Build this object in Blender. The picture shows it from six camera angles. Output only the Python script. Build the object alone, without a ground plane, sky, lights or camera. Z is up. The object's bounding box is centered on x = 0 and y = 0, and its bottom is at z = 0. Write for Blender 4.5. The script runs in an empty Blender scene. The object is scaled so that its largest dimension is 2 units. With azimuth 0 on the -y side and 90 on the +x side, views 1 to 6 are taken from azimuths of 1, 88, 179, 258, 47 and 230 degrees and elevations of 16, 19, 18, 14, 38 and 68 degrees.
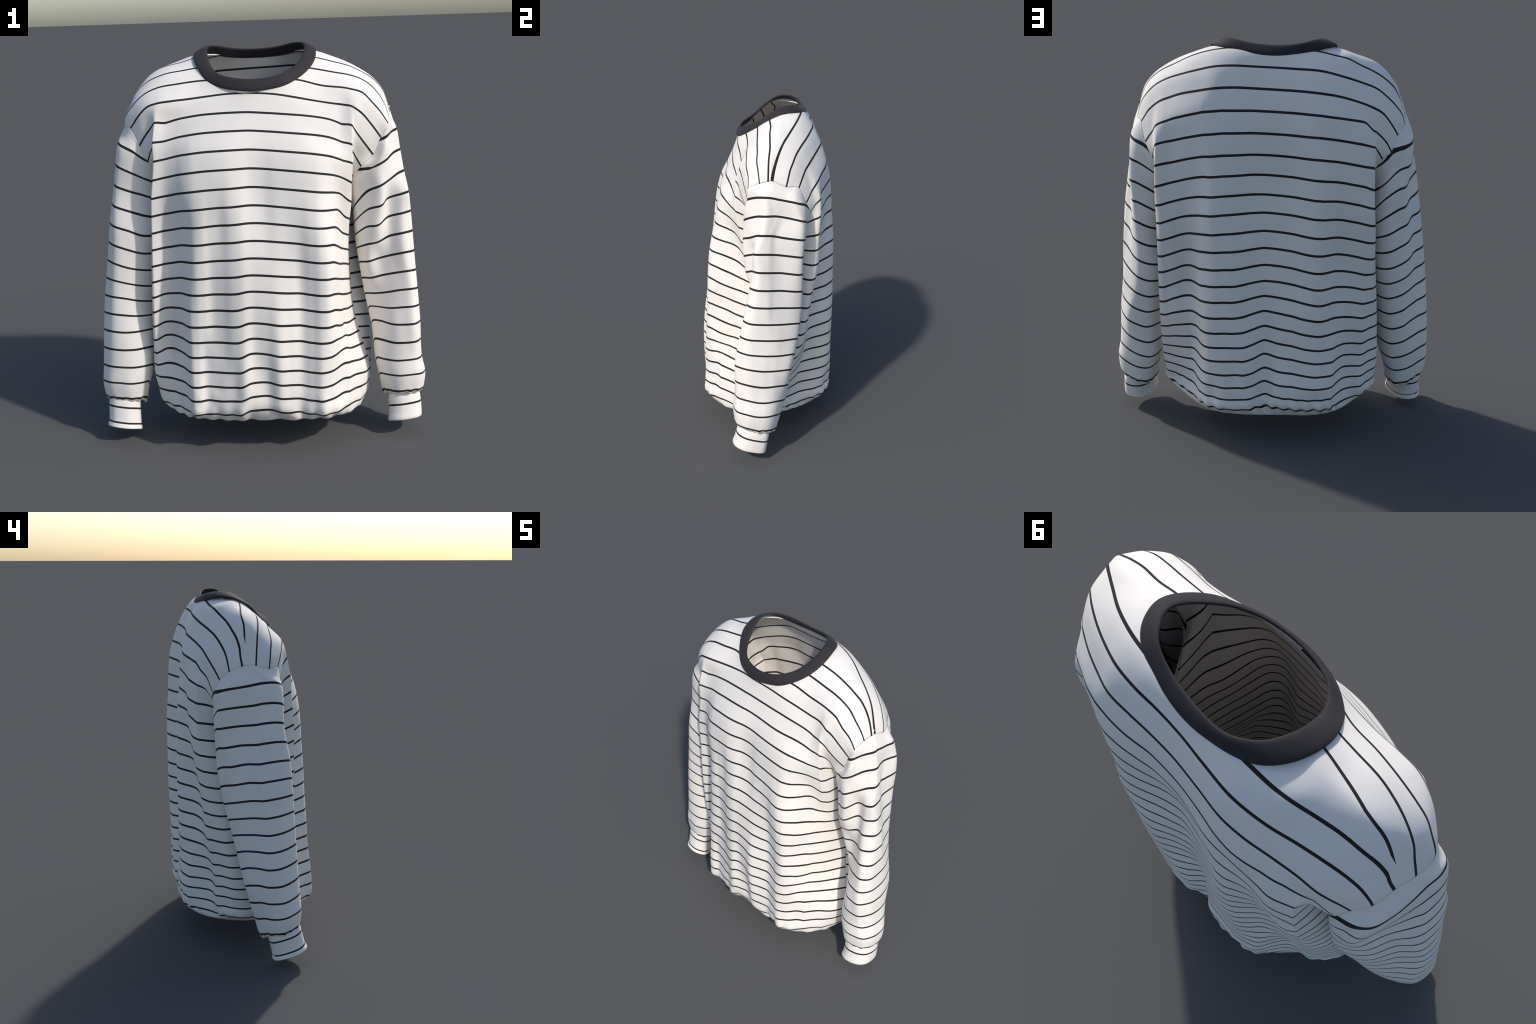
# A boxy long-sleeved striped sweatshirt, standing as if worn by nobody.
# The torso is lofted through cross-sections that follow the printed stripes
# (stripe numbers count down from the neckline), the sleeves are lofted through
# rings, and each loft is then cut along its stripe lines so that every black
# stripe is its own strip of faces.
import bpy, math, random
import numpy as np

rng = random.Random(7)

# ------------------------------------------------------------------ splines
def pchip(xk, yk, x):
    """Monotone cubic through (xk, yk); yk may be an array of vectors."""
    xk = np.asarray(xk, float); yk = np.asarray(yk, float); x = np.asarray(x, float)
    flat = yk.reshape(len(xk), -1)
    h = np.diff(xk)[:, None]; d = np.diff(flat, axis=0) / h
    m = np.zeros_like(flat)
    if len(xk) > 2:
        w1 = 2 * h[1:] + h[:-1]; w2 = h[1:] + 2 * h[:-1]
        same = d[:-1] * d[1:] > 0
        with np.errstate(divide="ignore", invalid="ignore"):
            hm = (w1 + w2) / (w1 / d[:-1] + w2 / d[1:])
        m[1:-1] = np.where(same, hm, 0.0)
    m[0], m[-1] = d[0], d[-1]
    i = np.clip(np.searchsorted(xk, x, side="right") - 1, 0, len(xk) - 2)
    t = ((x - xk[i]) / (xk[i + 1] - xk[i]))[:, None]; hh = h[i]
    r = ((2*t**3 - 3*t**2 + 1) * flat[i] + (t**3 - 2*t**2 + t) * hh * m[i]
         + (-2*t**3 + 3*t**2) * flat[i + 1] + (t**3 - t**2) * hh * m[i + 1])
    return r.reshape((len(x),) + yk.shape[1:])


def smooth_line(xk, yk, x):
    """Catmull-Rom (non-uniform, finite differences): rounder than pchip."""
    xk = np.asarray(xk, float); yk = np.asarray(yk, float); x = np.asarray(x, float)
    flat = yk.reshape(len(xk), -1)
    h = np.diff(xk)[:, None]; d = np.diff(flat, axis=0) / h
    m = np.empty_like(flat); m[0], m[-1] = d[0], d[-1]
    if len(xk) > 2:
        m[1:-1] = (h[1:] * d[:-1] + h[:-1] * d[1:]) / (h[1:] + h[:-1])
    i = np.clip(np.searchsorted(xk, x, side="right") - 1, 0, len(xk) - 2)
    t = ((x - xk[i]) / (xk[i + 1] - xk[i]))[:, None]; hh = h[i]
    r = ((2*t**3 - 3*t**2 + 1) * flat[i] + (t**3 - 2*t**2 + t) * hh * m[i]
         + (-2*t**3 + 3*t**2) * flat[i + 1] + (t**3 - t**2) * hh * m[i + 1])
    return r.reshape((len(x),) + yk.shape[1:])


def along(points, n):
    """n points spread evenly by arc length on a smooth curve."""
    p = np.asarray(points, float)
    s = np.r_[0, np.cumsum(np.linalg.norm(np.diff(p, axis=0), axis=1))]
    return smooth_line(s, p, np.linspace(0, s[-1], n))


def closed(points, n):
    """n points on the closed Catmull-Rom curve, equal steps per control point."""
    p = np.asarray(points, float); k = len(p)
    ext = np.vstack([p[-3:], p, p[:3]])
    return smooth_line(np.arange(-3, k + 3), ext, np.arange(n) * k / n)


# ------------------------------------------------------- torso: front panel
# y of the front at these x, stripe by stripe; folds deepen toward the hem
FX = [-.45, -.40, -.36, -.32, -.28, -.24, -.19, -.14, -.09, -.04, .02, .08, .14, .19, .24, .29, .33, .36, .385]
FRONT_Y = {
    2:  [-.160, -.160, -.164, -.168, -.172, -.176, -.181, -.185, -.189, -.191, -.192, -.192, -.191, -.189, -.187, -.182, -.176, -.171, -.167],
    3:  [-.180, -.184, -.192, -.202, -.209, -.214, -.220, -.224, -.226, -.225, -.225, -.228, -.231, -.231, -.225, -.214, -.205, -.198, -.192],
    4:  [-.190, -.205, -.224, -.241, -.250, -.257, -.264, -.267, -.265, -.259, -.257, -.262, -.266, -.267, -.265, -.258, -.245, -.232, -.217],
    6:  [-.203, -.232, -.263, -.283, -.292, -.297, -.303, -.308, -.301, -.286, -.282, -.292, -.297, -.301, -.303, -.296, -.268, -.226, -.192],
    8:  [-.190, -.224, -.260, -.293, -.307, -.306, -.309, -.325, -.327, -.315, -.308, -.315, -.317, -.323, -.335, -.334, -.306, -.255, -.172],
    10: [-.188, -.224, -.275, -.309, -.317, -.315, -.325, -.343, -.350, -.344, -.341, -.340, -.333, -.329, -.344, -.353, -.338, -.302, -.225],
    12: [-.186, -.232, -.293, -.320, -.325, -.322, -.336, -.357, -.367, -.362, -.362, -.363, -.349, -.333, -.345, -.359, -.349, -.309, -.234],
    14: [-.184, -.243, -.314, -.333, -.334, -.331, -.345, -.368, -.377, -.369, -.375, -.386, -.364, -.343, -.354, -.369, -.360, -.330, -.278],
    16: [-.180, -.254, -.327, -.341, -.336, -.344, -.357, -.377, -.391, -.375, -.381, -.399, -.373, -.356, -.368, -.380, -.364, -.338, -.307],
    18: [-.222, -.275, -.347, -.359, -.346, -.354, -.371, -.383, -.403, -.384, -.374, -.399, -.377, -.361, -.372, -.383, -.363, -.341, -.319],
    19: [-.224, -.276, -.351, -.366, -.350, -.364, -.376, -.385, -.403, -.388, -.373, -.396, -.376, -.364, -.376, -.386, -.367, -.348, -.326],
    20: [-.223, -.268, -.343, -.358, -.343, -.355, -.365, -.377, -.393, -.377, -.365, -.387, -.368, -.356, -.367, -.377, -.368, -.362, -.347],
}
# height of each stripe at the centre front, and how it droops to the sides
FRONT_Z = {2: 1.694, 3: 1.612, 4: 1.528, 5: 1.442, 6: 1.355, 7: 1.270, 8: 1.187, 9: 1.104, 10: 1.022, 11: .941, 12: .862,
           13: .783, 14: .704, 15: .626, 16: .550, 17: .475, 18: .400, 19: .328, 20: .250}
DROOP_X = [-.55, -.45, -.36, -.24, -.12, -.06, .04, .14, .24, .33, .385, .45]


def front_z(k, x):
    drop_high = [-.062, -.045, -.022, -.005, .001, .002, -.004, -.013, -.024, -.041, -.062, -.105]
    drop_mid = [-.068, -.055, -.028, -.016, -.004, .003, -.003, -.014, -.025, -.030, -.042, -.085]
    drop_low = [-.040, -.038, -.028, -.026, -.018, .004, -.002, -.016, -.030, -.030, -.020, -.040]
    f = pchip([2, 4, 10, 17, 20], np.array([drop_high, drop_high, drop_mid, drop_low, drop_low]), [k])[0]
    z0 = pchip(list(FRONT_Z), list(FRONT_Z.values()), [k])[0]
    return z0 + pchip(DROOP_X, f, np.clip(x, -.56, .46))


# What lies beyond the panel's two rolled edges: (from the hidden end to the edge) and (from the edge to the hidden end)
FRONT_LEFT = {
    2:  [(-.575, -.105, 1.540), (-.548, -.122, 1.580), (-.515, -.138, 1.622), (-.489, -.166, 1.655)],
    3:  [(-.540, -.100, 1.460), (-.525, -.120, 1.500), (-.508, -.145, 1.535), (-.502, -.184, 1.563)],
    4:  [(-.490, -.050, 1.390), (-.500, -.090, 1.415), (-.504, -.140, 1.445), (-.503, -.188, 1.473)],
    6:  [(-.490, .040, 1.195), (-.505, -.060, 1.240), (-.520, -.150, 1.272), (-.522, -.200, 1.294)],
    8:  [(-.500, .040, 1.055), (-.520, -.080, 1.085), (-.534, -.170, 1.110), (-.530, -.198, 1.121)],
    10: [(-.505, .035, .900), (-.530, -.080, .925), (-.543, -.180, .948), (-.535, -.203, .955)],
    13: [(-.522, .030, .670), (-.545, -.080, .690), (-.555, -.170, .708), (-.545, -.198, .714)],
    16: [(-.540, .025, .450), (-.560, -.070, .470), (-.561, -.160, .487), (-.548, -.186, .491)],
    18: [(-.548, .025, .330), (-.563, -.060, .345), (-.561, -.150, .357), (-.540, -.178, .359)],
    20: [(-.540, .025, .205), (-.545, -.060, .207), (-.535, -.130, .207), (-.505, -.172, .207)],
}
FRONT_RIGHT = {
    2:  [(.452, -.172, 1.616), (.464, -.158, 1.595), (.490, -.145, 1.557), (.525, -.126, 1.510), (.558, -.100, 1.465)],
    3:  [(.451, -.178, 1.526), (.454, -.140, 1.495), (.470, -.115, 1.462), (.500, -.105, 1.410)],
    4:  [(.453, -.174, 1.436), (.448, -.120, 1.408), (.455, -.075, 1.380), (.465, -.050, 1.350)],
    6:  [(.440, -.143, 1.247), (.452, -.110, 1.235), (.450, -.040, 1.218), (.445, .040, 1.200)],
    8:  [(.412, -.122, 1.080), (.432, -.090, 1.065), (.446, -.040, 1.050), (.450, .045, 1.030)],
    10: [(.405, -.160, .935), (.428, -.095, .915), (.445, -.030, .893), (.458, .050, .875)],
    12: [(.407, -.182, .782), (.430, -.110, .760), (.452, -.020, .735), (.468, .045, .718)],
    14: [(.408, -.195, .634), (.440, -.112, .608), (.465, -.040, .594), (.487, .022, .582)],
    16: [(.416, -.262, .528), (.452, -.162, .488), (.495, -.080, .470), (.526, -.010, .455)],
    18: [(.426, -.288, .378), (.468, -.215, .364), (.520, -.145, .345), (.562, -.030, .322)],
    20: [(.425, -.290, .232), (.465, -.235, .222), (.515, -.140, .210), (.552, -.020, .200)],
}
# the shoulder stripes run clean over from one armhole to the other
SHOULDER = {  # row: points from the left armhole to the right one
    1: [(-.617, -.083, 1.622), (-.597, -.096, 1.648), (-.565, -.114, 1.689), (-.521, -.129, 1.728), (-.477, -.141, 1.743), (-.40, -.143, 1.753),
        (-.32, -.139, 1.760), (-.24, -.140, 1.769), (-.14, -.147, 1.779), (-.03, -.160, 1.781), (.08, -.160, 1.774), (.16, -.157, 1.760), (.25, -.147, 1.741),
        (.35, -.140, 1.722), (.42, -.138, 1.711), (.448, -.146, 1.706), (.472, -.150, 1.692), (.495, -.142, 1.674), (.545, -.126, 1.616), (.594, -.107, 1.550)],
    0: [(-.655, -.030, 1.618), (-.647, -.036, 1.669), (-.613, -.047, 1.718), (-.581, -.057, 1.752), (-.533, -.060, 1.788), (-.483, -.064, 1.809),
        (-.377, -.074, 1.827), (-.267, -.078, 1.839), (-.18, -.105, 1.842), (-.10, -.132, 1.841), (-.01, -.143, 1.837), (.09, -.132, 1.838), (.188, -.110, 1.834), (.314, -.101, 1.802),
        (.443, -.106, 1.784), (.505, -.109, 1.764), (.549, -.111, 1.720), (.594, -.101, 1.669), (.630, -.103, 1.614)],
    -1: [(-.654, .040, 1.636), (-.627, .031, 1.706), (-.602, .022, 1.773), (-.543, .006, 1.829), (-.449, -.009, 1.870), (-.347, -.011, 1.887),
         (-.295, -.012, 1.895), (-.15, -.035, 1.912), (0, -.045, 1.908), (.15, -.045, 1.896), (.263, -.043, 1.881), (.380, -.045, 1.858),
         (.442, -.047, 1.846), (.496, -.049, 1.828), (.547, -.049, 1.796), (.587, -.053, 1.753), (.619, -.046, 1.700), (.641, -.040, 1.643)],
    -2: [(-.652, .060, 1.636), (-.622, .058, 1.710), (-.595, .060, 1.775), (-.555, .064, 1.837), (-.492, .072, 1.885), (-.430, .068, 1.906), (-.377, .063, 1.918),
         (-.308, .057, 1.938), (-.15, .050, 1.952), (0, .045, 1.950), (.15, .035, 1.943), (.291, .027, 1.927), (.373, .030, 1.906),
         (.456, .023, 1.882), (.517, .021, 1.852), (.561, .020, 1.824), (.593, .015, 1.794), (.618, .010, 1.760), (.633, .008, 1.723), (.650, .005, 1.655)],
    -3: [(-.648, .078, 1.635), (-.625, .085, 1.690), (-.605, .090, 1.745), (-.578, .094, 1.795), (-.550, .098, 1.838), (-.510, .103, 1.873), (-.450, .105, 1.911),
         (-.380, .105, 1.941), (-.297, .110, 1.966), (-.15, .112, 1.982), (0, .115, 1.985), (.15, .112, 1.982), (.290, .105, 1.968), (.360, .098, 1.944),
         (.456, .072, 1.906), (.520, .055, 1.866), (.562, .045, 1.834), (.595, .038, 1.797), (.620, .030, 1.762), (.637, .026, 1.722), (.655, .024, 1.661)],
}
BACK_YOKE = {
    0: [(-.642, .099, 1.635), (-.624, .108, 1.681), (-.607, .111, 1.727), (-.580, .122, 1.772), (-.537, .139, 1.811), (-.476, .156, 1.849), (-.407, .180, 1.881),
        (-.342, .205, 1.913), (-.291, .216, 1.925), (-.222, .223, 1.942), (-.107, .226, 1.953), (-.004, .234, 1.950), (.087, .226, 1.954), (.18, .215, 1.958),
        (.271, .200, 1.948), (.365, .172, 1.922), (.464, .127, 1.876), (.546, .088, 1.833), (.589, .067, 1.795), (.617, .050, 1.752), (.636, .037, 1.707), (.654, .027, 1.661)],
    1: [(-.628, .175, 1.605), (-.615, .180, 1.648), (-.580, .187, 1.695), (-.537, .201, 1.736), (-.485, .221, 1.776), (-.410, .246, 1.807), (-.323, .276, 1.836),
        (-.219, .295, 1.863), (-.106, .289, 1.871), (-.004, .280, 1.876), (.086, .278, 1.880), (.177, .281, 1.884), (.267, .273, 1.879), (.338, .254, 1.863),
        (.408, .230, 1.844), (.506, .187, 1.809), (.555, .162, 1.780), (.591, .144, 1.746), (.620, .126, 1.708), (.638, .115, 1.667), (.649, .104, 1.625)],
    2: [(-.592, .219, 1.560), (-.567, .236, 1.599), (-.541, .254, 1.635), (-.510, .271, 1.670), (-.450, .285, 1.703), (-.373, .305, 1.732), (-.287, .327, 1.756),
        (-.219, .335, 1.767), (-.106, .326, 1.777), (-.004, .318, 1.782), (.086, .319, 1.787), (.177, .324, 1.791), (.266, .324, 1.787), (.349, .302, 1.772),
        (.423, .277, 1.756), (.476, .255, 1.737), (.522, .234, 1.718), (.555, .214, 1.695), (.583, .200, 1.669), (.603, .187, 1.641), (.622, .175, 1.613)],
}

# -------------------------------------------------------- torso: back panel
BX = [-.46, -.40, -.36, -.33, -.30, -.27, -.235, -.20, -.15, -.10, -.03, .04, .10, .14, .18, .24, .295, .325, .35, .375, .40, .44, .48]
BACK_Y = {
    3:  [.308, .329, .340, .350, .358, .363, .364, .362, .354, .347, .340, .339, .342, .349, .355, .358, .355, .352, .347, .341, .333, .318, .303],
    4:  [.345, .355, .357, .360, .363, .366, .369, .372, .370, .360, .348, .347, .353, .362, .370, .378, .377, .370, .360, .350, .340, .322, .308],
    6:  [.345, .358, .358, .357, .363, .375, .390, .393, .375, .354, .338, .332, .345, .362, .378, .393, .384, .362, .346, .336, .328, .318, .308],
    8:  [.335, .342, .342, .343, .355, .375, .399, .405, .387, .366, .348, .340, .355, .368, .385, .403, .399, .378, .350, .330, .312, .295, .298],
    10: [.308, .315, .314, .319, .335, .365, .396, .406, .396, .374, .353, .344, .364, .382, .400, .408, .396, .374, .348, .310, .278, .258, .268],
    12: [.289, .293, .299, .311, .331, .364, .396, .405, .389, .374, .354, .348, .364, .382, .406, .409, .398, .378, .350, .298, .254, .225, .240],
    14: [.271, .283, .293, .308, .329, .364, .394, .400, .398, .386, .364, .341, .364, .386, .405, .406, .397, .380, .345, .296, .258, .240, .236],
    16: [.243, .258, .275, .306, .347, .370, .390, .396, .396, .386, .371, .337, .379, .400, .404, .402, .393, .376, .335, .265, .228, .210, .192],
    18: [.228, .240, .257, .302, .360, .378, .392, .399, .396, .393, .383, .341, .390, .402, .397, .402, .384, .366, .334, .275, .206, .174, .148],
    19: [.229, .242, .263, .308, .363, .386, .398, .405, .406, .403, .397, .349, .388, .400, .398, .400, .372, .358, .334, .282, .208, .164, .128],
    20: [.223, .240, .267, .310, .360, .380, .388, .396, .401, .402, .392, .352, .388, .395, .395, .394, .362, .346, .325, .278, .210, .154, .109],
    21: [.205, .236, .272, .309, .350, .370, .380, .383, .389, .390, .380, .355, .380, .388, .388, .382, .358, .342, .312, .272, .224, .171, .115],
}
BACK_Z = {3: 1.692, 4: 1.592, 5: 1.492, 6: 1.397, 7: 1.304, 8: 1.215, 9: 1.124, 10: 1.037, 11: .950, 12: .866, 13: .785, 14: .7025, 15: .623,
          16: .546, 17: .473, 18: .398, 19: .328, 20: .261, 21: .200}


def back_z(k, x):
    full = np.interp(x, [-.53, -.5, -.4, -.3, -.22, -.1, 0, .1, .23, .32, .4, .48, .55], [-.085, -.075, -.05, -.032, -.021, -.012, -.007, -.002, 0, -.008, -.027, -.05, -.07])
    flat = np.interp(x, [-.3, -.22, -.1, 0, .1, .23], [-.024, -.02, -.012, -.007, -.002, 0]) * min(1, max(.3, 1 - (k - 16) * .2))
    rise = np.interp(x, [-.21, -.15, -.10, -.03, .04, .10, .14], [0, .006, .014, .018, .019, .007, 0]) * np.interp(k, [7, 10, 14, 19, 21], [0, .4, 1, .9, .4])
    f = np.interp(k, [9, 11, 13, 15, 17, 18, 19, 20], [1, .95, .8, .65, .45, .3, .12, .08])
    return pchip(list(BACK_Z), list(BACK_Z.values()), [k])[0] + (1 - f) * flat + f * full + rise


BACK_LEFT = {
    3:  [(-.560, .250, 1.486), (-.535, .263, 1.530), (-.500, .276, 1.568), (-.478, .291, 1.588)],
    4:  [(-.520, .245, 1.450), (-.505, .262, 1.475), (-.488, .280, 1.500), (-.475, .320, 1.520)],
    6:  [(-.468, .090, 1.270), (-.474, .180, 1.295), (-.482, .270, 1.310), (-.480, .325, 1.318)],
    8:  [(-.495, .050, 1.130), (-.500, .150, 1.128), (-.500, .255, 1.130), (-.488, .315, 1.140)],
    10: [(-.502, .045, .965), (-.512, .140, .958), (-.508, .230, .955), (-.493, .280, .962)],
    13: [(-.522, .040, .735), (-.530, .120, .730), (-.525, .205, .725), (-.500, .254, .730)],
    16: [(-.540, .035, .510), (-.548, .100, .505), (-.540, .165, .505), (-.508, .205, .508)],
    18: [(-.548, .035, .375), (-.556, .090, .375), (-.545, .145, .377), (-.508, .188, .380)],
    21: [(-.538, .030, .198), (-.542, .075, .197), (-.530, .120, .197), (-.500, .170, .198)],
}
BACK_RIGHT = {
    3:  [(.510, .292, 1.628), (.542, .274, 1.610), (.562, .250, 1.578), (.583, .234, 1.550), (.600, .217, 1.524)],
    4:  [(.520, .305, 1.534), (.541, .302, 1.527), (.556, .272, 1.500), (.566, .240, 1.450)],
    6:  [(.530, .304, 1.332), (.550, .296, 1.326), (.550, .225, 1.310), (.505, .120, 1.285)],
    8:  [(.535, .296, 1.146), (.553, .278, 1.142), (.545, .190, 1.150), (.470, .070, 1.165)],
    10: [(.535, .265, .970), (.556, .250, .966), (.545, .165, .975), (.470, .065, .985)],
    12: [(.540, .238, .800), (.562, .220, .795), (.548, .145, .805), (.480, .055, .818)],
    14: [(.545, .204, .640), (.567, .180, .634), (.550, .105, .648), (.497, .030, .665)],
    16: [(.545, .155, .502), (.569, .132, .495), (.562, .070, .515), (.532, .000, .536)],
    18: [(.545, .112, .384), (.569, .095, .384), (.573, .040, .400), (.564, -.020, .420)],
    21: [(.530, .075, .212), (.553, .055, .215), (.562, .022, .220), (.552, -.010, .226)],
}
N_SIDE, N_MAIN = 26, 150          # columns in each rolled edge and in the flat of a panel


def rows_of(table, k):
    """Interpolate a table of equal-purpose polylines at row k, resampled to N_SIDE points."""
    ks = sorted(table)
    return smooth_line(ks, np.array([along(table[q], N_SIDE) for q in ks]), [k])[0]


def panel_row(k, xs, ys, zf, left, right):
    y = smooth_line(sorted(ys), np.array([ys[q] for q in sorted(ys)]), [k])[0]
    L, R = rows_of(left, k), rows_of(right, k)
    keep = [i for i, x in enumerate(xs) if L[-1, 0] + .02 < x < R[0, 0] - .02]
    x = np.r_[L[-1, 0], [xs[i] for i in keep], R[0, 0]]
    p = np.column_stack([x, np.r_[L[-1, 1], [y[i] for i in keep], R[0, 1]]])
    xx = np.linspace(x[0], x[-1], N_MAIN)
    yy = smooth_line(x, p[:, 1], xx)
    zz = zf(k, xx)
    edge = min(.06, .2)           # ease the drooping stripe onto the edge curves
    for end, target in ((xx[0], L[-1, 2]), (xx[-1], R[0, 2])):
        w = np.clip(1 - np.abs(xx - end) / edge, 0, 1); w = w * w * (3 - 2 * w)
        zz = zz + w * (target - zf(k, np.array([end]))[0])
    return np.vstack([L[:-1], np.column_stack([xx, yy, zz]), R[1:]])


def yoke_row(points, x_left=-.482, x_right=.452):
    """A shoulder row split at the same places as the rows below it."""
    p = along(points, 400)
    a = int(np.argmax(p[:, 0] > x_left)); b = len(p) - 1 - int(np.argmax(p[::-1, 0] < x_right))
    main = p[a:b + 1]; xx = np.linspace(main[0, 0], main[-1, 0], N_MAIN)
    main = np.column_stack([xx, np.interp(xx, main[:, 0], main[:, 1]), np.interp(xx, main[:, 0], main[:, 2])])
    return np.vstack([along(p[:a + 1:4] if a > 12 else p[:a + 1], N_SIDE)[:-1], main, along(p[b:], N_SIDE)[1:]])


def fade(n, value, tip_l, tip_r):
    """A pattern value that holds across the panel and shifts only near its two tips."""
    t = np.linspace(-1, 1, n)
    return value + np.where(t < 0, tip_l, tip_r) * np.abs(t) ** 5


NC = N_MAIN + 2 * (N_SIDE - 1)
# hem: an oval ring a little inside the body, then the turned-up inside
HEM_FRONT = [(-.500, .020, .163), (-.492, -.080, .165), (-.468, -.170, .170), (-.390, -.256, .173), (-.29, -.300, .175), (-.18, -.320, .175), (.02, -.326, .176),
             (.216, -.328, .176), (.33, -.306, .175), (.418, -.258, .173), (.474, -.190, .171), (.505, -.090, .167), (.515, -.010, .165)]
HEM_BACK = [(-.500, .020, .163), (-.490, .075, .160), (-.462, .130, .155), (-.406, .215, .150), (-.338, .285, .147), (-.27, .322, .145), (-.18, .338, .143),
            (-.07, .334, .143), (.19, .326, .146), (.275, .306, .148), (.363, .240, .150), (.441, .135, .154), (.490, .060, .160), (.515, -.010, .165)]


def hem_row(points, scale, lift):
    p = along(points, 600)
    x = p[:, 0]
    a = int(np.argmax(x > -.46)); b = len(p) - 1 - int(np.argmax(x[::-1] < .44))
    r = np.vstack([along(p[:a + 1:6], N_SIDE)[:-1], along(p[a:b + 1:4], N_MAIN), along(p[b::6], N_SIDE)[1:]])
    r[:, 0] = .008 + (r[:, 0] - .008) * scale; r[:, 1] = .02 + (r[:, 1] - .02) * scale; r[:, 2] += lift
    return r


def build_panel(rows, per=11):
    """rows: list of (row position, points[NC,3], pattern value[NC]); returns dense grids."""
    t = np.array([r[0] for r in rows]); P = np.array([r[1] for r in rows]); S = np.array([r[2] for r in rows])
    tt = np.unique(np.concatenate([np.linspace(t[i], t[i + 1], max(3, int(per * (t[i + 1] - t[i]) + .5)) + 1) for i in range(1 if t[0] in (-4, -2) else 0, len(t) - 1)]))
    return smooth_line(t, P, tt), pchip(t, S, tt), tt


front_rows, back_rows = [], []
f1, f2, b0, b1 = yoke_row(SHOULDER[-1]), yoke_row(SHOULDER[-2]), yoke_row(BACK_YOKE[0]), yoke_row(BACK_YOKE[1], -.478, .500)
ridge = .5 * yoke_row(SHOULDER[-3]) + .5 * ((f2 + b0) * .5625 - (f1 + b1) * .0625)   # rounded over from front to back
f2_val, b0_val = fade(NC, -2.0, .62, 0), fade(NC, 0.0, -.10, 0)
up_front = np.minimum(np.linalg.norm(ridge - f2, axis=1) / .083, .90)     # cloth between the last stripe and the shoulder line
up_back = np.minimum(np.linalg.norm(ridge - b0, axis=1) / .098, .92)
front_rows.append((-4, b0, f2_val - 1))
front_rows.append((-3, ridge, f2_val - up_front))
front_rows.append((-2, f2, f2_val))
for k in (-1, 0, 1):
    front_rows.append((k, yoke_row(SHOULDER[k]), np.full(NC, float(k))))
for k in range(2, 21):
    front_rows.append((k, panel_row(k, FX, FRONT_Y, front_z, FRONT_LEFT, FRONT_RIGHT), np.full(NC, float(k))))
front_rows.append((20.75, hem_row(HEM_FRONT, 1.0, 0.0), np.full(NC, 20.75)))
front_rows.append((21.1, hem_row(HEM_FRONT, .955, .006), np.full(NC, 20.80)))
front_rows.append((21.6, hem_row(HEM_FRONT, .93, .06), np.full(NC, 20.85)))

back_rows.append((-2, f2, b0_val - 2))
back_rows.append((-1, ridge, b0_val - up_back))
for k in (0, 1, 2):
    back_rows.append((k, yoke_row(BACK_YOKE[k], -.478, .500), b0_val if k == 0 else np.full(NC, float(k))))
for k in range(3, 22):
    back_rows.append((k, panel_row(k, BX, BACK_Y, back_z, BACK_LEFT, BACK_RIGHT), np.full(NC, float(k))))
back_rows.append((21.55, hem_row(HEM_BACK, 1.0, 0.0), np.full(NC, 21.6)))
back_rows.append((21.9, hem_row(HEM_BACK, .955, .006), np.full(NC, 21.65)))
back_rows.append((22.4, hem_row(HEM_BACK, .93, .06), np.full(NC, 21.7)))

F, FS, FT = build_panel(front_rows)
B, BS, BT = build_panel(back_rows)


# gathers: short puckers where the body is drawn into the elastic at the hem
def pucker(grid, top, n_waves, amp, outward):
    z = grid[:, :, 2]
    w = np.clip((top - z) / (top - .17), 0, 1) * np.clip((z - .145) / .03, 0, 1)
    u = np.cumsum(np.linalg.norm(np.diff(grid[np.argmin(abs(z.mean(1) - .26))], axis=0, prepend=grid[:1, 0]), axis=1))
    wave = np.zeros_like(u)
    for q in range(n_waves):
        f = rng.uniform(35, 120); wave += rng.uniform(.4, 1) * np.sin(u * f + rng.uniform(0, 6.28)) / n_waves ** .5
    wave *= np.clip(np.minimum(np.arange(len(u)), np.arange(len(u))[::-1]) / 16, 0, 1)
    grid[:, :, 1] += outward * amp * w * wave
    grid[:, :, 2] += .5 * amp * w * np.roll(wave, 3)


pucker(F, .33, 9, .011, -1)
pucker(B, .29, 9, .008, 1)

# side seams below the armpit: bring both panels to the same line
def edge_at(grid, col, z):
    e = grid[FT <= 20.76, col]; o = np.argsort(e[:, 2])
    return np.column_stack([np.interp(z, e[o, 2], e[o, 0]), np.interp(z, e[o, 2], e[o, 1])])


for col in (0, -1):
    zb = B[:, col, 2].copy()
    shift = (edge_at(F, col, zb) - B[:, col, :2]) * (np.clip((1.26 - zb) / .06, 0, 1) * (BT <= 21.56))[:, None]
    for j in range(16):           # the correction fades into the panel
        B[:, j if col == 0 else -1 - j, :2] += shift * (1 - j / 16)


# --------------------------------------------------------- stripe cutting
body_stripe = lambda k: float(np.interp(k, [0, 4, 9, 14, 18], [.058, .060, .068, .076, .079]))
sleeve_stripe = lambda k: .060
cuff_stripe = lambda k: .056


def grid_faces(nr, nc, wrap=False):
    f = []
    for i in range(nr - 1):
        for j in range(nc if wrap else nc - 1):
            k = (j + 1) % nc
            f.append((i * nc + j, (i + 1) * nc + j, (i + 1) * nc + k, i * nc + k))
    return f


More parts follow.
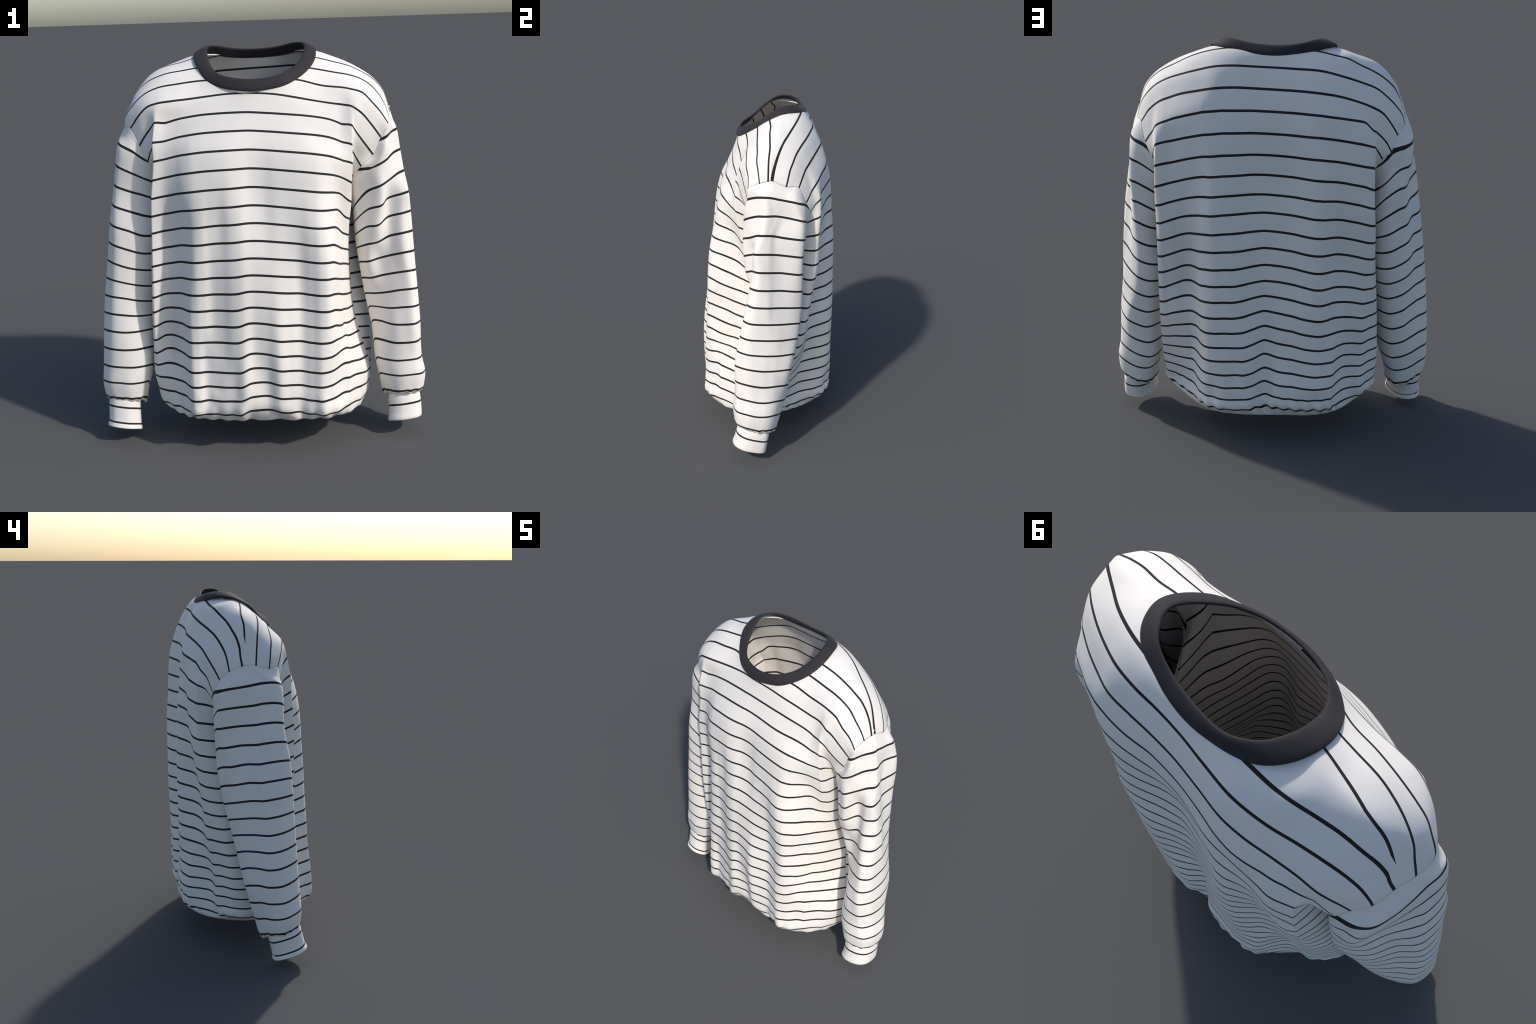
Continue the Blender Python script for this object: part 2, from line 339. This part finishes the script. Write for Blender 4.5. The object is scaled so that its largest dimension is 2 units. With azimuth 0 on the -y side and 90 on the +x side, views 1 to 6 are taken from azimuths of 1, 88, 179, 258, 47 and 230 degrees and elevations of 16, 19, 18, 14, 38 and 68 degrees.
def cut_stripes(verts, val, faces, half):
    """Split every face along the lines val = integer +/- half(integer); returns verts, faces, stripe flags."""
    verts = [tuple(v) for v in verts]; val = list(map(float, val)); cache = {}; out, flag = [], []
    def crossings(a, b):
        lo, hi = (a, b) if val[a] <= val[b] else (b, a)
        key = (min(a, b), max(a, b))
        if key not in cache:
            ls = []
            for k in range(math.floor(val[lo] - 1), math.ceil(val[hi] + 1) + 1):
                for l in (k - half(k), k + half(k)):
                    if val[lo] + 1e-6 < l < val[hi] - 1e-6:
                        ls.append(l)
            ids = []
            for l in sorted(ls):
                t = (l - val[lo]) / (val[hi] - val[lo]); p, q = verts[lo], verts[hi]
                verts.append(tuple(p[c] + t * (q[c] - p[c]) for c in range(3))); val.append(l); ids.append(len(verts) - 1)
            cache[key] = (lo, ids)
        l0, ids = cache[key]
        return ids if a == l0 else ids[::-1]
    for f in faces:
        chain = []
        for i in range(len(f)):
            chain.append(f[i]); chain += crossings(f[i], f[(i + 1) % len(f)])
        vs = [val[c] for c in chain]
        cuts = sorted({round(val[c], 6) for c in chain if c not in f})
        lim = [-1e9] + cuts + [1e9]
        for a, b in zip(lim, lim[1:]):
            poly = [c for c, v in zip(chain, vs) if a - 1e-5 <= v <= b + 1e-5]
            if len(poly) >= 3:
                mid = (max(a, min(vs)) + min(b, max(vs))) / 2
                out.append(poly); flag.append(abs(mid - round(mid)) < half(round(mid)))
    return verts, out, flag


def keep_outside(verts, val, faces, g):
    """Trim the faces to the part where g >= 1, cutting cleanly across the ones that straddle."""
    verts, val, g, cache, out = list(verts), list(val), list(g), {}, []
    for f in faces:
        if all(g[i] >= 1 for i in f):
            out.append(f); continue
        if all(g[i] < 1 for i in f):
            continue
        poly = []
        for i, a in enumerate(f):
            b = f[(i + 1) % len(f)]
            if g[a] >= 1:
                poly.append(a)
            if (g[a] >= 1) != (g[b] >= 1):
                key = (min(a, b), max(a, b))
                if key not in cache:
                    t = (1 - g[key[0]]) / (g[key[1]] - g[key[0]])
                    verts.append(verts[key[0]] * (1 - t) + verts[key[1]] * t); val.append(val[key[0]] * (1 - t) + val[key[1]] * t)
                    g.append(1.0); cache[key] = len(verts) - 1
                poly.append(cache[key])
        if len(poly) >= 3:
            out.append(poly)
    return verts, val, out


# ------------------------------------------------------------- materials
def cloth(name, colour, rough, grain, tint):
    m = bpy.data.materials.new(name); m.use_nodes = True
    nt = m.node_tree; nt.nodes.clear(); N = nt.nodes.new; ln = nt.links.new
    out = N("ShaderNodeOutputMaterial"); bsdf = N("ShaderNodeBsdfPrincipled"); ln(bsdf.outputs[0], out.inputs[0])
    bsdf.inputs["Roughness"].default_value = rough
    bsdf.inputs["Specular IOR Level"].default_value = .25
    bsdf.inputs["Sheen Weight"].default_value = .05
    tc = N("ShaderNodeTexCoord")
    n1 = N("ShaderNodeTexNoise"); n1.inputs["Scale"].default_value = 5.5; n1.inputs["Detail"].default_value = 3
    n2 = N("ShaderNodeTexNoise"); n2.inputs["Scale"].default_value = 620; n2.inputs["Detail"].default_value = 2
    ln(tc.outputs["Object"], n1.inputs["Vector"]); ln(tc.outputs["Object"], n2.inputs["Vector"])
    ramp = N("ShaderNodeValToRGB")
    ramp.color_ramp.elements[0].position = .35; ramp.color_ramp.elements[1].position = .65
    ramp.color_ramp.elements[0].color = (*[c * (1 - t) for c, t in zip(colour, tint)], 1)
    ramp.color_ramp.elements[1].color = (*colour, 1)
    ln(n1.outputs["Fac"], ramp.inputs["Fac"]); ln(ramp.outputs["Color"], bsdf.inputs["Base Color"])
    bump = N("ShaderNodeBump"); bump.inputs["Strength"].default_value = grain; bump.inputs["Distance"].default_value = .001
    ln(n2.outputs["Fac"], bump.inputs["Height"]); ln(bump.outputs["Normal"], bsdf.inputs["Normal"])
    return m


WHITE = cloth("white_jersey", (.88, .832, .782), .85, .12, (.015, .02, .03))
BLACK = cloth("black_stripe", (.021, .020, .020), .8, .12, (.1, .1, .1))
RIB = cloth("charcoal_rib", (.030, .027, .031), .75, .15, (.05, .05, .05))


# ---------------------------------------------------------------- objects
def make(name, verts, faces, parent, mats, flags=None, thick=0.0, label=None):
    me = bpy.data.meshes.new(name); me.from_pydata(verts, [], faces); me.validate()
    for m in mats:
        me.materials.append(m)
    if flags is not None:
        me.polygons.foreach_set("material_index", np.array(flags, dtype=np.int32))
    me.polygons.foreach_set("use_smooth", np.ones(len(me.polygons), dtype=bool)); me.update()
    ob = bpy.data.objects.new(name, me); bpy.context.scene.collection.objects.link(ob)
    ob.parent = parent
    if thick:
        s = ob.modifiers.new("cloth_thickness", "SOLIDIFY"); s.thickness = thick; s.offset = -1; s.use_rim = True
    return ob


shirt = bpy.data.objects.new("striped_sweatshirt", None)
bpy.context.scene.collection.objects.link(shirt)
shirt["label"] = "white long-sleeved sweatshirt with thin black stripes and a dark round collar"
shirt["category"] = "sweatshirt"

# ------------------------------------------------------------------ collar
SEAM = [(-.01, -.165, 1.793), (.10, -.149, 1.805), (.15, -.131, 1.818), (.196, -.102, 1.840), (.240, -.069, 1.870), (.266, -.032, 1.894), (.284, .010, 1.920),
        (.292, .062, 1.951), (.287, .105, 1.969), (.262, .165, 1.967), (.218, .204, 1.957), (.153, .227, 1.941), (.063, .246, 1.930), (-.018, .252, 1.927),
        (-.10, .244, 1.931), (-.175, .229, 1.941), (-.236, .203, 1.956), (-.278, .158, 1.966), (-.299, .105, 1.963), (-.302, .045, 1.942), (-.287, -.010, 1.912), (-.242, -.076, 1.845),
        (-.192, -.116, 1.818), (-.145, -.141, 1.806), (-.080, -.159, 1.796)]
RIM = [(-.02, -.139, 1.846), (.088, -.125, 1.857), (.167, -.080, 1.886), (.208, -.024, 1.917), (.234, .045, 1.963), (.233, .100, 1.994), (.204, .147, 1.998),
       (.169, .180, 1.995), (.094, .204, 1.979), (-.018, .218, 1.972), (-.115, .217, 1.979), (-.17, .193, 1.990), (-.207, .162, 1.995), (-.234, .104, 1.991),
       (-.236, .062, 1.971), (-.229, .024, 1.941), (-.216, -.017, 1.908), (-.186, -.070, 1.876), (-.128, -.116, 1.857)]


def by_angle(loop, n, centre=(-.01, .05)):
    q = closed(loop, 800); a = np.unwrap(np.arctan2(q[:, 1] - centre[1], q[:, 0] - centre[0]))
    o = np.argsort(a % (2 * np.pi)); a = (a % (2 * np.pi))[o]; q = q[o]
    t = np.arange(n) * 2 * np.pi / n
    return np.column_stack([np.interp(t, np.r_[a[-1] - 2*np.pi, a, a[0] + 2*np.pi], np.r_[q[-1, c], q[:, c], q[0, c]]) for c in range(3)])


def soften(loop, times):
    for _ in range(times):
        loop = .25 * np.roll(loop, 1, 0) + .5 * loop + .25 * np.roll(loop, -1, 0)
    return loop


NK = 240
seam, rim = soften(by_angle(SEAM, NK), 12), soften(by_angle(RIM, NK), 12)
tang = np.roll(seam + rim, -1, 0) - np.roll(seam + rim, 1, 0); across = rim - seam
nrm = np.cross(tang, across); nrm /= np.linalg.norm(nrm, axis=1)[:, None]
mid = (seam + rim) / 2
if np.mean(np.sum(nrm * (mid - mid.mean(0)), 1)) < 0:
    nrm = -nrm
alen = np.linalg.norm(across, axis=1)[:, None]; aun = across / alen
cverts, M = [], 20
for j in range(M):
    th = 2 * np.pi * j / M; c, s = math.cos(th), math.sin(th)
    e = .72                       # rounded-box section of the rib band
    c, s = math.copysign(abs(c) ** e, c), math.copysign(abs(s) ** e, s)
    cverts.append(mid + aun * np.where(c > 0, alen / 2 - .002, alen / 2 + .004) * c + nrm * (.0072 * s + .001 + .002 * (1 - c * c)))
cv = np.array(cverts).reshape(-1, 3)
make("collar", [tuple(v) for v in cv], [(i * NK + j, i * NK + (j + 1) % NK, ((i + 1) % M) * NK + (j + 1) % NK, ((i + 1) % M) * NK + j) for i in range(M) for j in range(NK)], shirt, [RIB])

# ------------------------------------------------------------------- torso
nf = F.shape[0]; verts = np.vstack([F.reshape(-1, 3), B.reshape(-1, 3)]); vals = np.r_[FS.ravel(), BS.ravel()]
ff = grid_faces(nf, NC); fb = [tuple(reversed([i + nf * NC for i in f])) for f in grid_faces(B.shape[0], NC)]
# neck opening: drop what lies inside the collar seam
loop = (.84 * seam + .16 * rim)[:, :2]; lc = loop.mean(0)
la = np.arctan2(loop[:, 1] - lc[1], loop[:, 0] - lc[0]); lr = np.linalg.norm(loop - lc, axis=1); o = np.argsort(la); la, lr = la[o], lr[o]
d = verts[:, :2] - lc; rad = np.linalg.norm(d, axis=1)
lim = np.interp(np.arctan2(d[:, 1], d[:, 0]), np.r_[la[-1] - 2*np.pi, la, la[0] + 2*np.pi], np.r_[lr[-1], lr, lr[0]])
open_neck = np.where(verts[:, 2] > 1.72, rad / lim, 2.0)
tv, tval, tf = keep_outside(verts, vals, ff + fb, open_neck)
cv2, cf2, fl2 = cut_stripes(tv, tval, tf, body_stripe)
torso = make("torso", cv2, cf2, shirt, [WHITE, BLACK], fl2)
w = torso.modifiers.new("seams", "WELD"); w.merge_threshold = .0006
s = torso.modifiers.new("cloth_thickness", "SOLIDIFY"); s.thickness = .006; s.offset = -1

# ----------------------------------------------------------------- sleeves
# rings: armpit, inner front, front inner, front ridge, front valley, outer-front ridge, three outer points,
# outer back, back corner, back, back inner, inner back
def armhole(col, n, inward=0):
    """The loop along both panels' sleeve edges (or some columns inward of them), in the order of the ring points above."""
    col = col + inward if col == 0 else col - inward
    steps = [("f", 6), ("f", 5), ("f", 4), ("f", 2.6), ("f", 1.2), ("f", 0), ("f", -1), ("f", -2.99), ("b", 0), ("b", 1), ("b", 2), ("b", 3), ("b", 4.2), ("b", 5.6), ("b", 7.2)]
    out = []
    for q in np.arange(n) * 14 / n:
        i = int(q); t = q - i; (p0, a), (p1, b) = steps[i], steps[i + 1]
        if p0 != p1:
            a = -1
        k = a + (b - a) * t
        G, T = (F, FT) if p1 == "f" else (B, BT)
        out.append([np.interp(k, T, G[:, col, c]) for c in range(3)])
    out = np.array(out); out[-3:] = out[-4] + (out[0] - out[-4]) * np.array([.25, .5, .75])[:, None]
    return out


# just below the seam the cloth swells over it; then the first free ring
SWELL_R = [(.455, .035, 1.195), (.462, -.025, 1.275), (.488, -.082, 1.345), (.565, -.118, 1.430), (.617, -.124, 1.500), (.645, -.070, 1.548), (.682, -.015, 1.577), (.682, .023, 1.576), (.680, .061, 1.568), (.677, .105, 1.558), (.674, .160, 1.548), (.638, .214, 1.488), (.556, .212, 1.380), (.497, .120, 1.260)]
FIRST_R = [(.468, .030, 1.180), (.470, -.040, 1.250), (.500, -.085, 1.320), (.565, -.128, 1.400), (.618, -.118, 1.435), (.662, -.060, 1.462), (.703, -.010, 1.476), (.690, .043, 1.466), (.679, .086, 1.456), (.681, .135, 1.447), (.682, .192, 1.436), (.628, .220, 1.410), (.550, .205, 1.330), (.490, .130, 1.220)]
RINGS_R = {
    3:  [(.473, .030), (.478, -.045), (.530, -.098), (.592, -.136), (.638, -.098), (.685, -.060), (.720, -.032), (.713, .012), (.697, .046), (.694, .090), (.690, .182), (.648, .210), (.570, .195), (.500, .130)],
    4:  [(.478, .03), (.485, -.05), (.535, -.105), (.598, -.132), (.638, -.070), (.705, -.082), (.740, -.064), (.730, 0), (.708, .042), (.697, .085), (.684, .178), (.648, .200), (.58, .188), (.51, .12)],
    5:  [(.483, .03), (.490, -.045), (.530, -.10), (.585, -.122), (.640, -.066), (.705, -.088), (.753, -.056), (.744, -.005), (.720, .04), (.705, .08), (.687, .165), (.655, .197), (.60, .18), (.525, .105)],
    7:  [(.505, .020), (.508, -.025), (.545, -.068), (.600, -.062), (.655, -.085), (.715, -.122), (.768, -.085), (.769, -.012), (.748, .032), (.728, .075), (.694, .150), (.654, .192), (.600, .182), (.535, .115)],
    9:  [(.535, .010), (.540, -.015), (.575, -.058), (.630, -.107), (.690, -.145), (.750, -.160), (.786, -.112), (.782, -.025), (.769, .035), (.749, .078), (.708, .145), (.673, .168), (.620, .155), (.562, .090)],
    11: [(.568, -.010), (.570, -.040), (.602, -.100), (.655, -.167), (.710, -.188), (.765, -.188), (.802, -.120), (.804, -.045), (.794, .005), (.782, .045), (.748, .112), (.700, .132), (.643, .126), (.588, .055)],
    13: [(.585, -.060), (.588, -.100), (.618, -.158), (.670, -.192), (.730, -.197), (.785, -.177), (.814, -.120), (.816, -.060), (.810, -.008), (.787, .038), (.742, .075), (.690, .096), (.637, .080), (.600, .015)],
    14.2: [(.605, -.080), (.607, -.120), (.637, -.172), (.690, -.205), (.750, -.204), (.806, -.182), (.833, -.125), (.834, -.072), (.825, -.015), (.797, .025), (.750, .052), (.700, .065), (.654, .045), (.620, -.020)],
    14.75: [(.614, -.080), (.616, -.118), (.643, -.168), (.690, -.202), (.748, -.201), (.802, -.180), (.829, -.126), (.831, -.075), (.822, -.020), (.796, .016), (.748, .040), (.700, .050), (.658, .032), (.627, -.025)],
}
LEVEL_R = {1: 1.576, 2: 1.476, 3: 1.372, 4: 1.272, 5: 1.172, 6: 1.068, 7: .971, 8: .875, 9: .780, 10: .693, 11: .603, 12: .511, 13: .413, 14: .330, 14.2: .314, 14.75: .262, 15: .235}
# how far each ring point hangs below the outer edge, from the shoulder to the cuff
SAG = {1: [-.26, -.20, -.12, -.08, -.04, -.012, 0, -.003, -.012, -.022, -.035, -.065, -.13, -.20],
       3: [-.215, -.165, -.090, -.055, -.035, -.010, 0, -.003, -.012, -.022, -.037, -.050, -.10, -.175],
       5: [-.14, -.11, -.068, -.055, -.027, -.006, 0, -.006, -.015, -.022, -.040, -.050, -.080, -.115],
       7: [-.085, -.068, -.055, -.040, -.020, .002, .002, -.004, -.012, -.020, -.035, -.050, -.070, -.085],
       9: [-.065, -.050, -.038, -.018, .004, .014, .006, -.003, -.010, -.018, -.028, -.042, -.062, -.070],
       11: [-.055, -.015, .004, .008, .012, .016, .008, -.004, -.010, -.014, -.024, -.044, -.062, -.065],
       13: [-.045, -.008, .006, .010, .014, .014, .008, -.006, -.010, -.014, -.032, -.048, -.062, -.060],
       15: [-.030, -.005, .010, .018, .022, .018, .010, -.004, -.012, -.022, -.040, -.050, -.052, -.045]}

SWELL_L = [(-.475, .035, 1.200), (-.483, -.020, 1.280), (-.508, -.075, 1.370), (-.562, -.106, 1.450), (-.610, -.110, 1.510), (-.668, -.088, 1.538), (-.690, -.043, 1.552), (-.686, .020, 1.553), (-.683, .080, 1.552), (-.676, .140, 1.547), (-.655, .205, 1.525), (-.600, .247, 1.475), (-.535, .234, 1.380), (-.487, .130, 1.270)]
FIRST_L = [(-.480, .040, 1.190), (-.485, -.030, 1.260), (-.515, -.075, 1.340), (-.572, -.106, 1.400), (-.630, -.112, 1.430), (-.690, -.092, 1.445), (-.709, -.045, 1.449), (-.705, .015, 1.449), (-.696, .060, 1.448), (-.681, .140, 1.443), (-.655, .222, 1.427), (-.600, .240, 1.412), (-.540, .242, 1.360), (-.490, .140, 1.240)]
RINGS_L = {
    3:  [(-.487, .050), (-.487, -.020), (-.515, -.072), (-.570, -.103), (-.630, -.110), (-.703, -.095), (-.724, -.048), (-.724, .015), (-.706, .055), (-.672, .140), (-.642, .226), (-.600, .247), (-.540, .235), (-.495, .160)],
    5:  [(-.495, .040), (-.495, -.030), (-.530, -.095), (-.590, -.128), (-.655, -.138), (-.724, -.125), (-.757, -.062), (-.758, .000), (-.742, .045), (-.700, .102), (-.668, .175), (-.625, .218), (-.565, .232), (-.510, .160)],
    7:  [(-.510, .030), (-.508, -.020), (-.540, -.080), (-.605, -.125), (-.672, -.147), (-.738, -.138), (-.780, -.070), (-.787, -.010), (-.772, .030), (-.728, .077), (-.690, .150), (-.645, .192), (-.585, .202), (-.530, .140)],
    9:  [(-.530, .030), (-.533, -.010), (-.565, -.070), (-.625, -.125), (-.690, -.152), (-.755, -.148), (-.803, -.085), (-.812, -.030), (-.797, .010), (-.745, .067), (-.700, .128), (-.655, .163), (-.595, .155), (-.550, .090)],
    11: [(-.555, .000), (-.556, -.045), (-.590, -.110), (-.650, -.152), (-.712, -.168), (-.772, -.156), (-.818, -.102), (-.831, -.045), (-.818, .010), (-.770, .054), (-.722, .100), (-.680, .126), (-.620, .116), (-.572, .050)],
    13: [(-.582, -.060), (-.582, -.100), (-.610, -.150), (-.665, -.180), (-.727, -.184), (-.783, -.168), (-.824, -.128), (-.844, -.070), (-.832, .000), (-.790, .042), (-.742, .070), (-.690, .085), (-.635, .066), (-.597, .000)],
    14.2: [(-.612, -.085), (-.612, -.120), (-.640, -.170), (-.690, -.195), (-.745, -.190), (-.800, -.172), (-.840, -.125), (-.848, -.075), (-.836, -.020), (-.795, .020), (-.752, .042), (-.703, .056), (-.655, .040), (-.622, -.020)],
    14.75: [(-.620, -.085), (-.620, -.118), (-.645, -.166), (-.690, -.191), (-.745, -.188), (-.797, -.170), (-.835, -.125), (-.843, -.078), (-.831, -.025), (-.793, .012), (-.752, .032), (-.705, .044), (-.660, .028), (-.629, -.026)],
}
LEVEL_L = {1: 1.552, 2: 1.449, 3: 1.349, 4: 1.250, 5: 1.151, 6: 1.053, 7: .957, 8: .866, 9: .772, 10: .678, 11: .588, 12: .493, 13: .402, 14: .313, 14.2: .297, 14.75: .248, 15: .226}


NR = 112


def build_sleeve(col, swell, first, rings, level):
    lv = lambda k: np.interp(k, sorted(level), [level[q] for q in sorted(level)]) if k >= 1 else level[1] + .1 * (1 - k)
    sag = {q: closed([(0, 0, z) for z in SAG[q]], NR)[:, 2] for q in SAG}
    sag_at = lambda k: smooth_line(sorted(SAG), np.array([sag[q] for q in sorted(SAG)]), [max(1, k)])[0]
    grid = np.arange(.2, 7, .05); zg = np.array([lv(k) + sag_at(k) for k in grid])
    level_of = lambda ring: np.array([np.interp(-ring[i, 2], -zg[:, i], grid) for i in range(NR)])
    rows = [armhole(col, NR), closed(swell, NR), closed(first, NR)]
    S = [level_of(r) for r in rows]; ks = [0, 1, 2]
    before, edge = armhole(col, NR, 6), rows[0]
    for k in sorted(rings):
        rows.append(np.column_stack([closed(rings[k], NR), lv(k) + sag_at(k)])); S.append(np.full(NR, float(k))); ks.append(k)
    # drawn in to the cuff, with gathers
    last = rows[-1]; c = last.mean(0); th = np.linspace(0, 2 * np.pi, NR, endpoint=False)
    g = sum(rng.uniform(.5, 1) * np.sin(th * n + rng.uniform(0, 6.28)) for n in (9, 13, 17, 22)) / 4
    for k, sc, dz, ga in ((15.05, .955, -.024, .6), (15.25, .885, -.040, 1.2), (15.4, .80, -.042, 1.2), (15.55, .74, -.030, .3)):
        r = c + (last - c) * np.array([sc, sc, 1]) + np.array([0, -.004 * (15.55 - k), dz])
        r[:, :2] += (r - c)[:, :2] * .035 * ga * g[:, None]; r[:, 2] += .009 * ga * np.roll(g, 5)
        rows.append(r); S.append(np.full(NR, {15.05: 15.02, 15.25: 15.14, 15.4: 15.25, 15.55: 15.4}[k])); ks.append(k)
    # resample between rings
    ks = np.array(ks, float); kk = np.unique(np.concatenate([np.linspace(a, b, max(4, int(12 * (b - a)))) for a, b in zip(ks, ks[1:])]))
    step = np.linalg.norm(rows[1] - edge, axis=1, keepdims=True)      # leave the seam in the direction the shoulder arrives
    go = edge - before; go /= np.maximum(np.linalg.norm(go, axis=1, keepdims=True), 1e-6)
    P = smooth_line(np.r_[-1, ks], np.array([edge - go * step] + rows), kk); V = pchip(ks, np.array(S), kk)
    # faint lengthwise slack in the cloth
    return P, V, c


def sleeve_mesh(name, P, V, parent, half=sleeve_stripe):
    faces = grid_faces(P.shape[0], P.shape[1], wrap=True)
    n = np.cross(P[len(P)//2, 1] - P[len(P)//2, 0], P[len(P)//2 + 1, 0] - P[len(P)//2, 0])
    if np.dot(n, P[len(P)//2, 0] - P[len(P)//2].mean(0)) > 0:
        faces = [tuple(reversed(f)) for f in faces]
    v, f, fl = cut_stripes(P.reshape(-1, 3), V.ravel(), faces, half)
    return make(name, v, f, parent, [WHITE, BLACK], fl, thick=.006)


# the cuffs are flattened slantwise: one long side faces forward and outward and rides high
CUFF = [(-.078, -.062, .010), (-.030, -.085, .024), (.035, -.075, .030), (.072, -.035, .022), (.078, .025, .006), (.060, .085, -.012), (.010, .098, -.022), (-.040, .070, -.026), (-.078, .015, -.020), (-.090, -.030, -.006)]


def build_cuff(out, sections, rim_lift):
    """sections: (centre x, centre y, height, size, pattern value), top to rim to inside."""
    ring = closed(CUFF, NR); rows, S = [], []
    for x, y, z, size, level in sections:
        r = ring * np.array([out * size, size, 1]) + np.array([x, y, z]); rows.append(r)
        S.append(level + rim_lift * ring[:, 2] * max(0, level - 1))
    ks = np.arange(len(rows), dtype=float); kk = np.linspace(0, ks[-1], 46)
    P, V = smooth_line(ks, np.array(rows), kk), pchip(ks, np.array(S), kk)
    return P, V


PR, VR, cR = build_sleeve(-1, SWELL_R, FIRST_R, RINGS_R, LEVEL_R)
PL, VL, cL = build_sleeve(0, SWELL_L, FIRST_L, RINGS_L, LEVEL_L)
sleeve_r = sleeve_mesh("sleeve", PR, VR, shirt)
sleeve_l = sleeve_mesh("sleeve", PL, VL, shirt)

P, V = build_cuff(1, [(.728, -.088, .225, .84, .28), (.733, -.097, .195, .97, .55), (.737, -.107, .155, 1.0, 1.0), (.738, -.116, .118, 1.02, 1.42), (.736, -.124, .090, 1.05, 1.78),
                     (.735, -.126, .078, 1.03, 1.96), (.735, -.125, .076, .96, 2.02), (.736, -.118, .10, .93, 2.08)], -1.6)
sleeve_mesh("cuff", P, V, sleeve_r, cuff_stripe)
P, V = build_cuff(-1, [(-.738, -.086, .235, .84, .25), (-.743, -.097, .205, .97, .58), (-.745, -.107, .168, 1.0, 1.0), (-.745, -.117, .128, 1.0, 1.5), (-.745, -.126, .090, 1.02, 2.0),
                      (-.747, -.132, .070, 1.08, 2.28), (-.748, -.132, .064, 1.05, 2.36), (-.747, -.130, .066, .98, 2.4), (-.745, -.122, .09, .93, 2.44)], 0)
sleeve_mesh("cuff", P, V, sleeve_l, cuff_stripe)
bpy.context.view_layer.update()
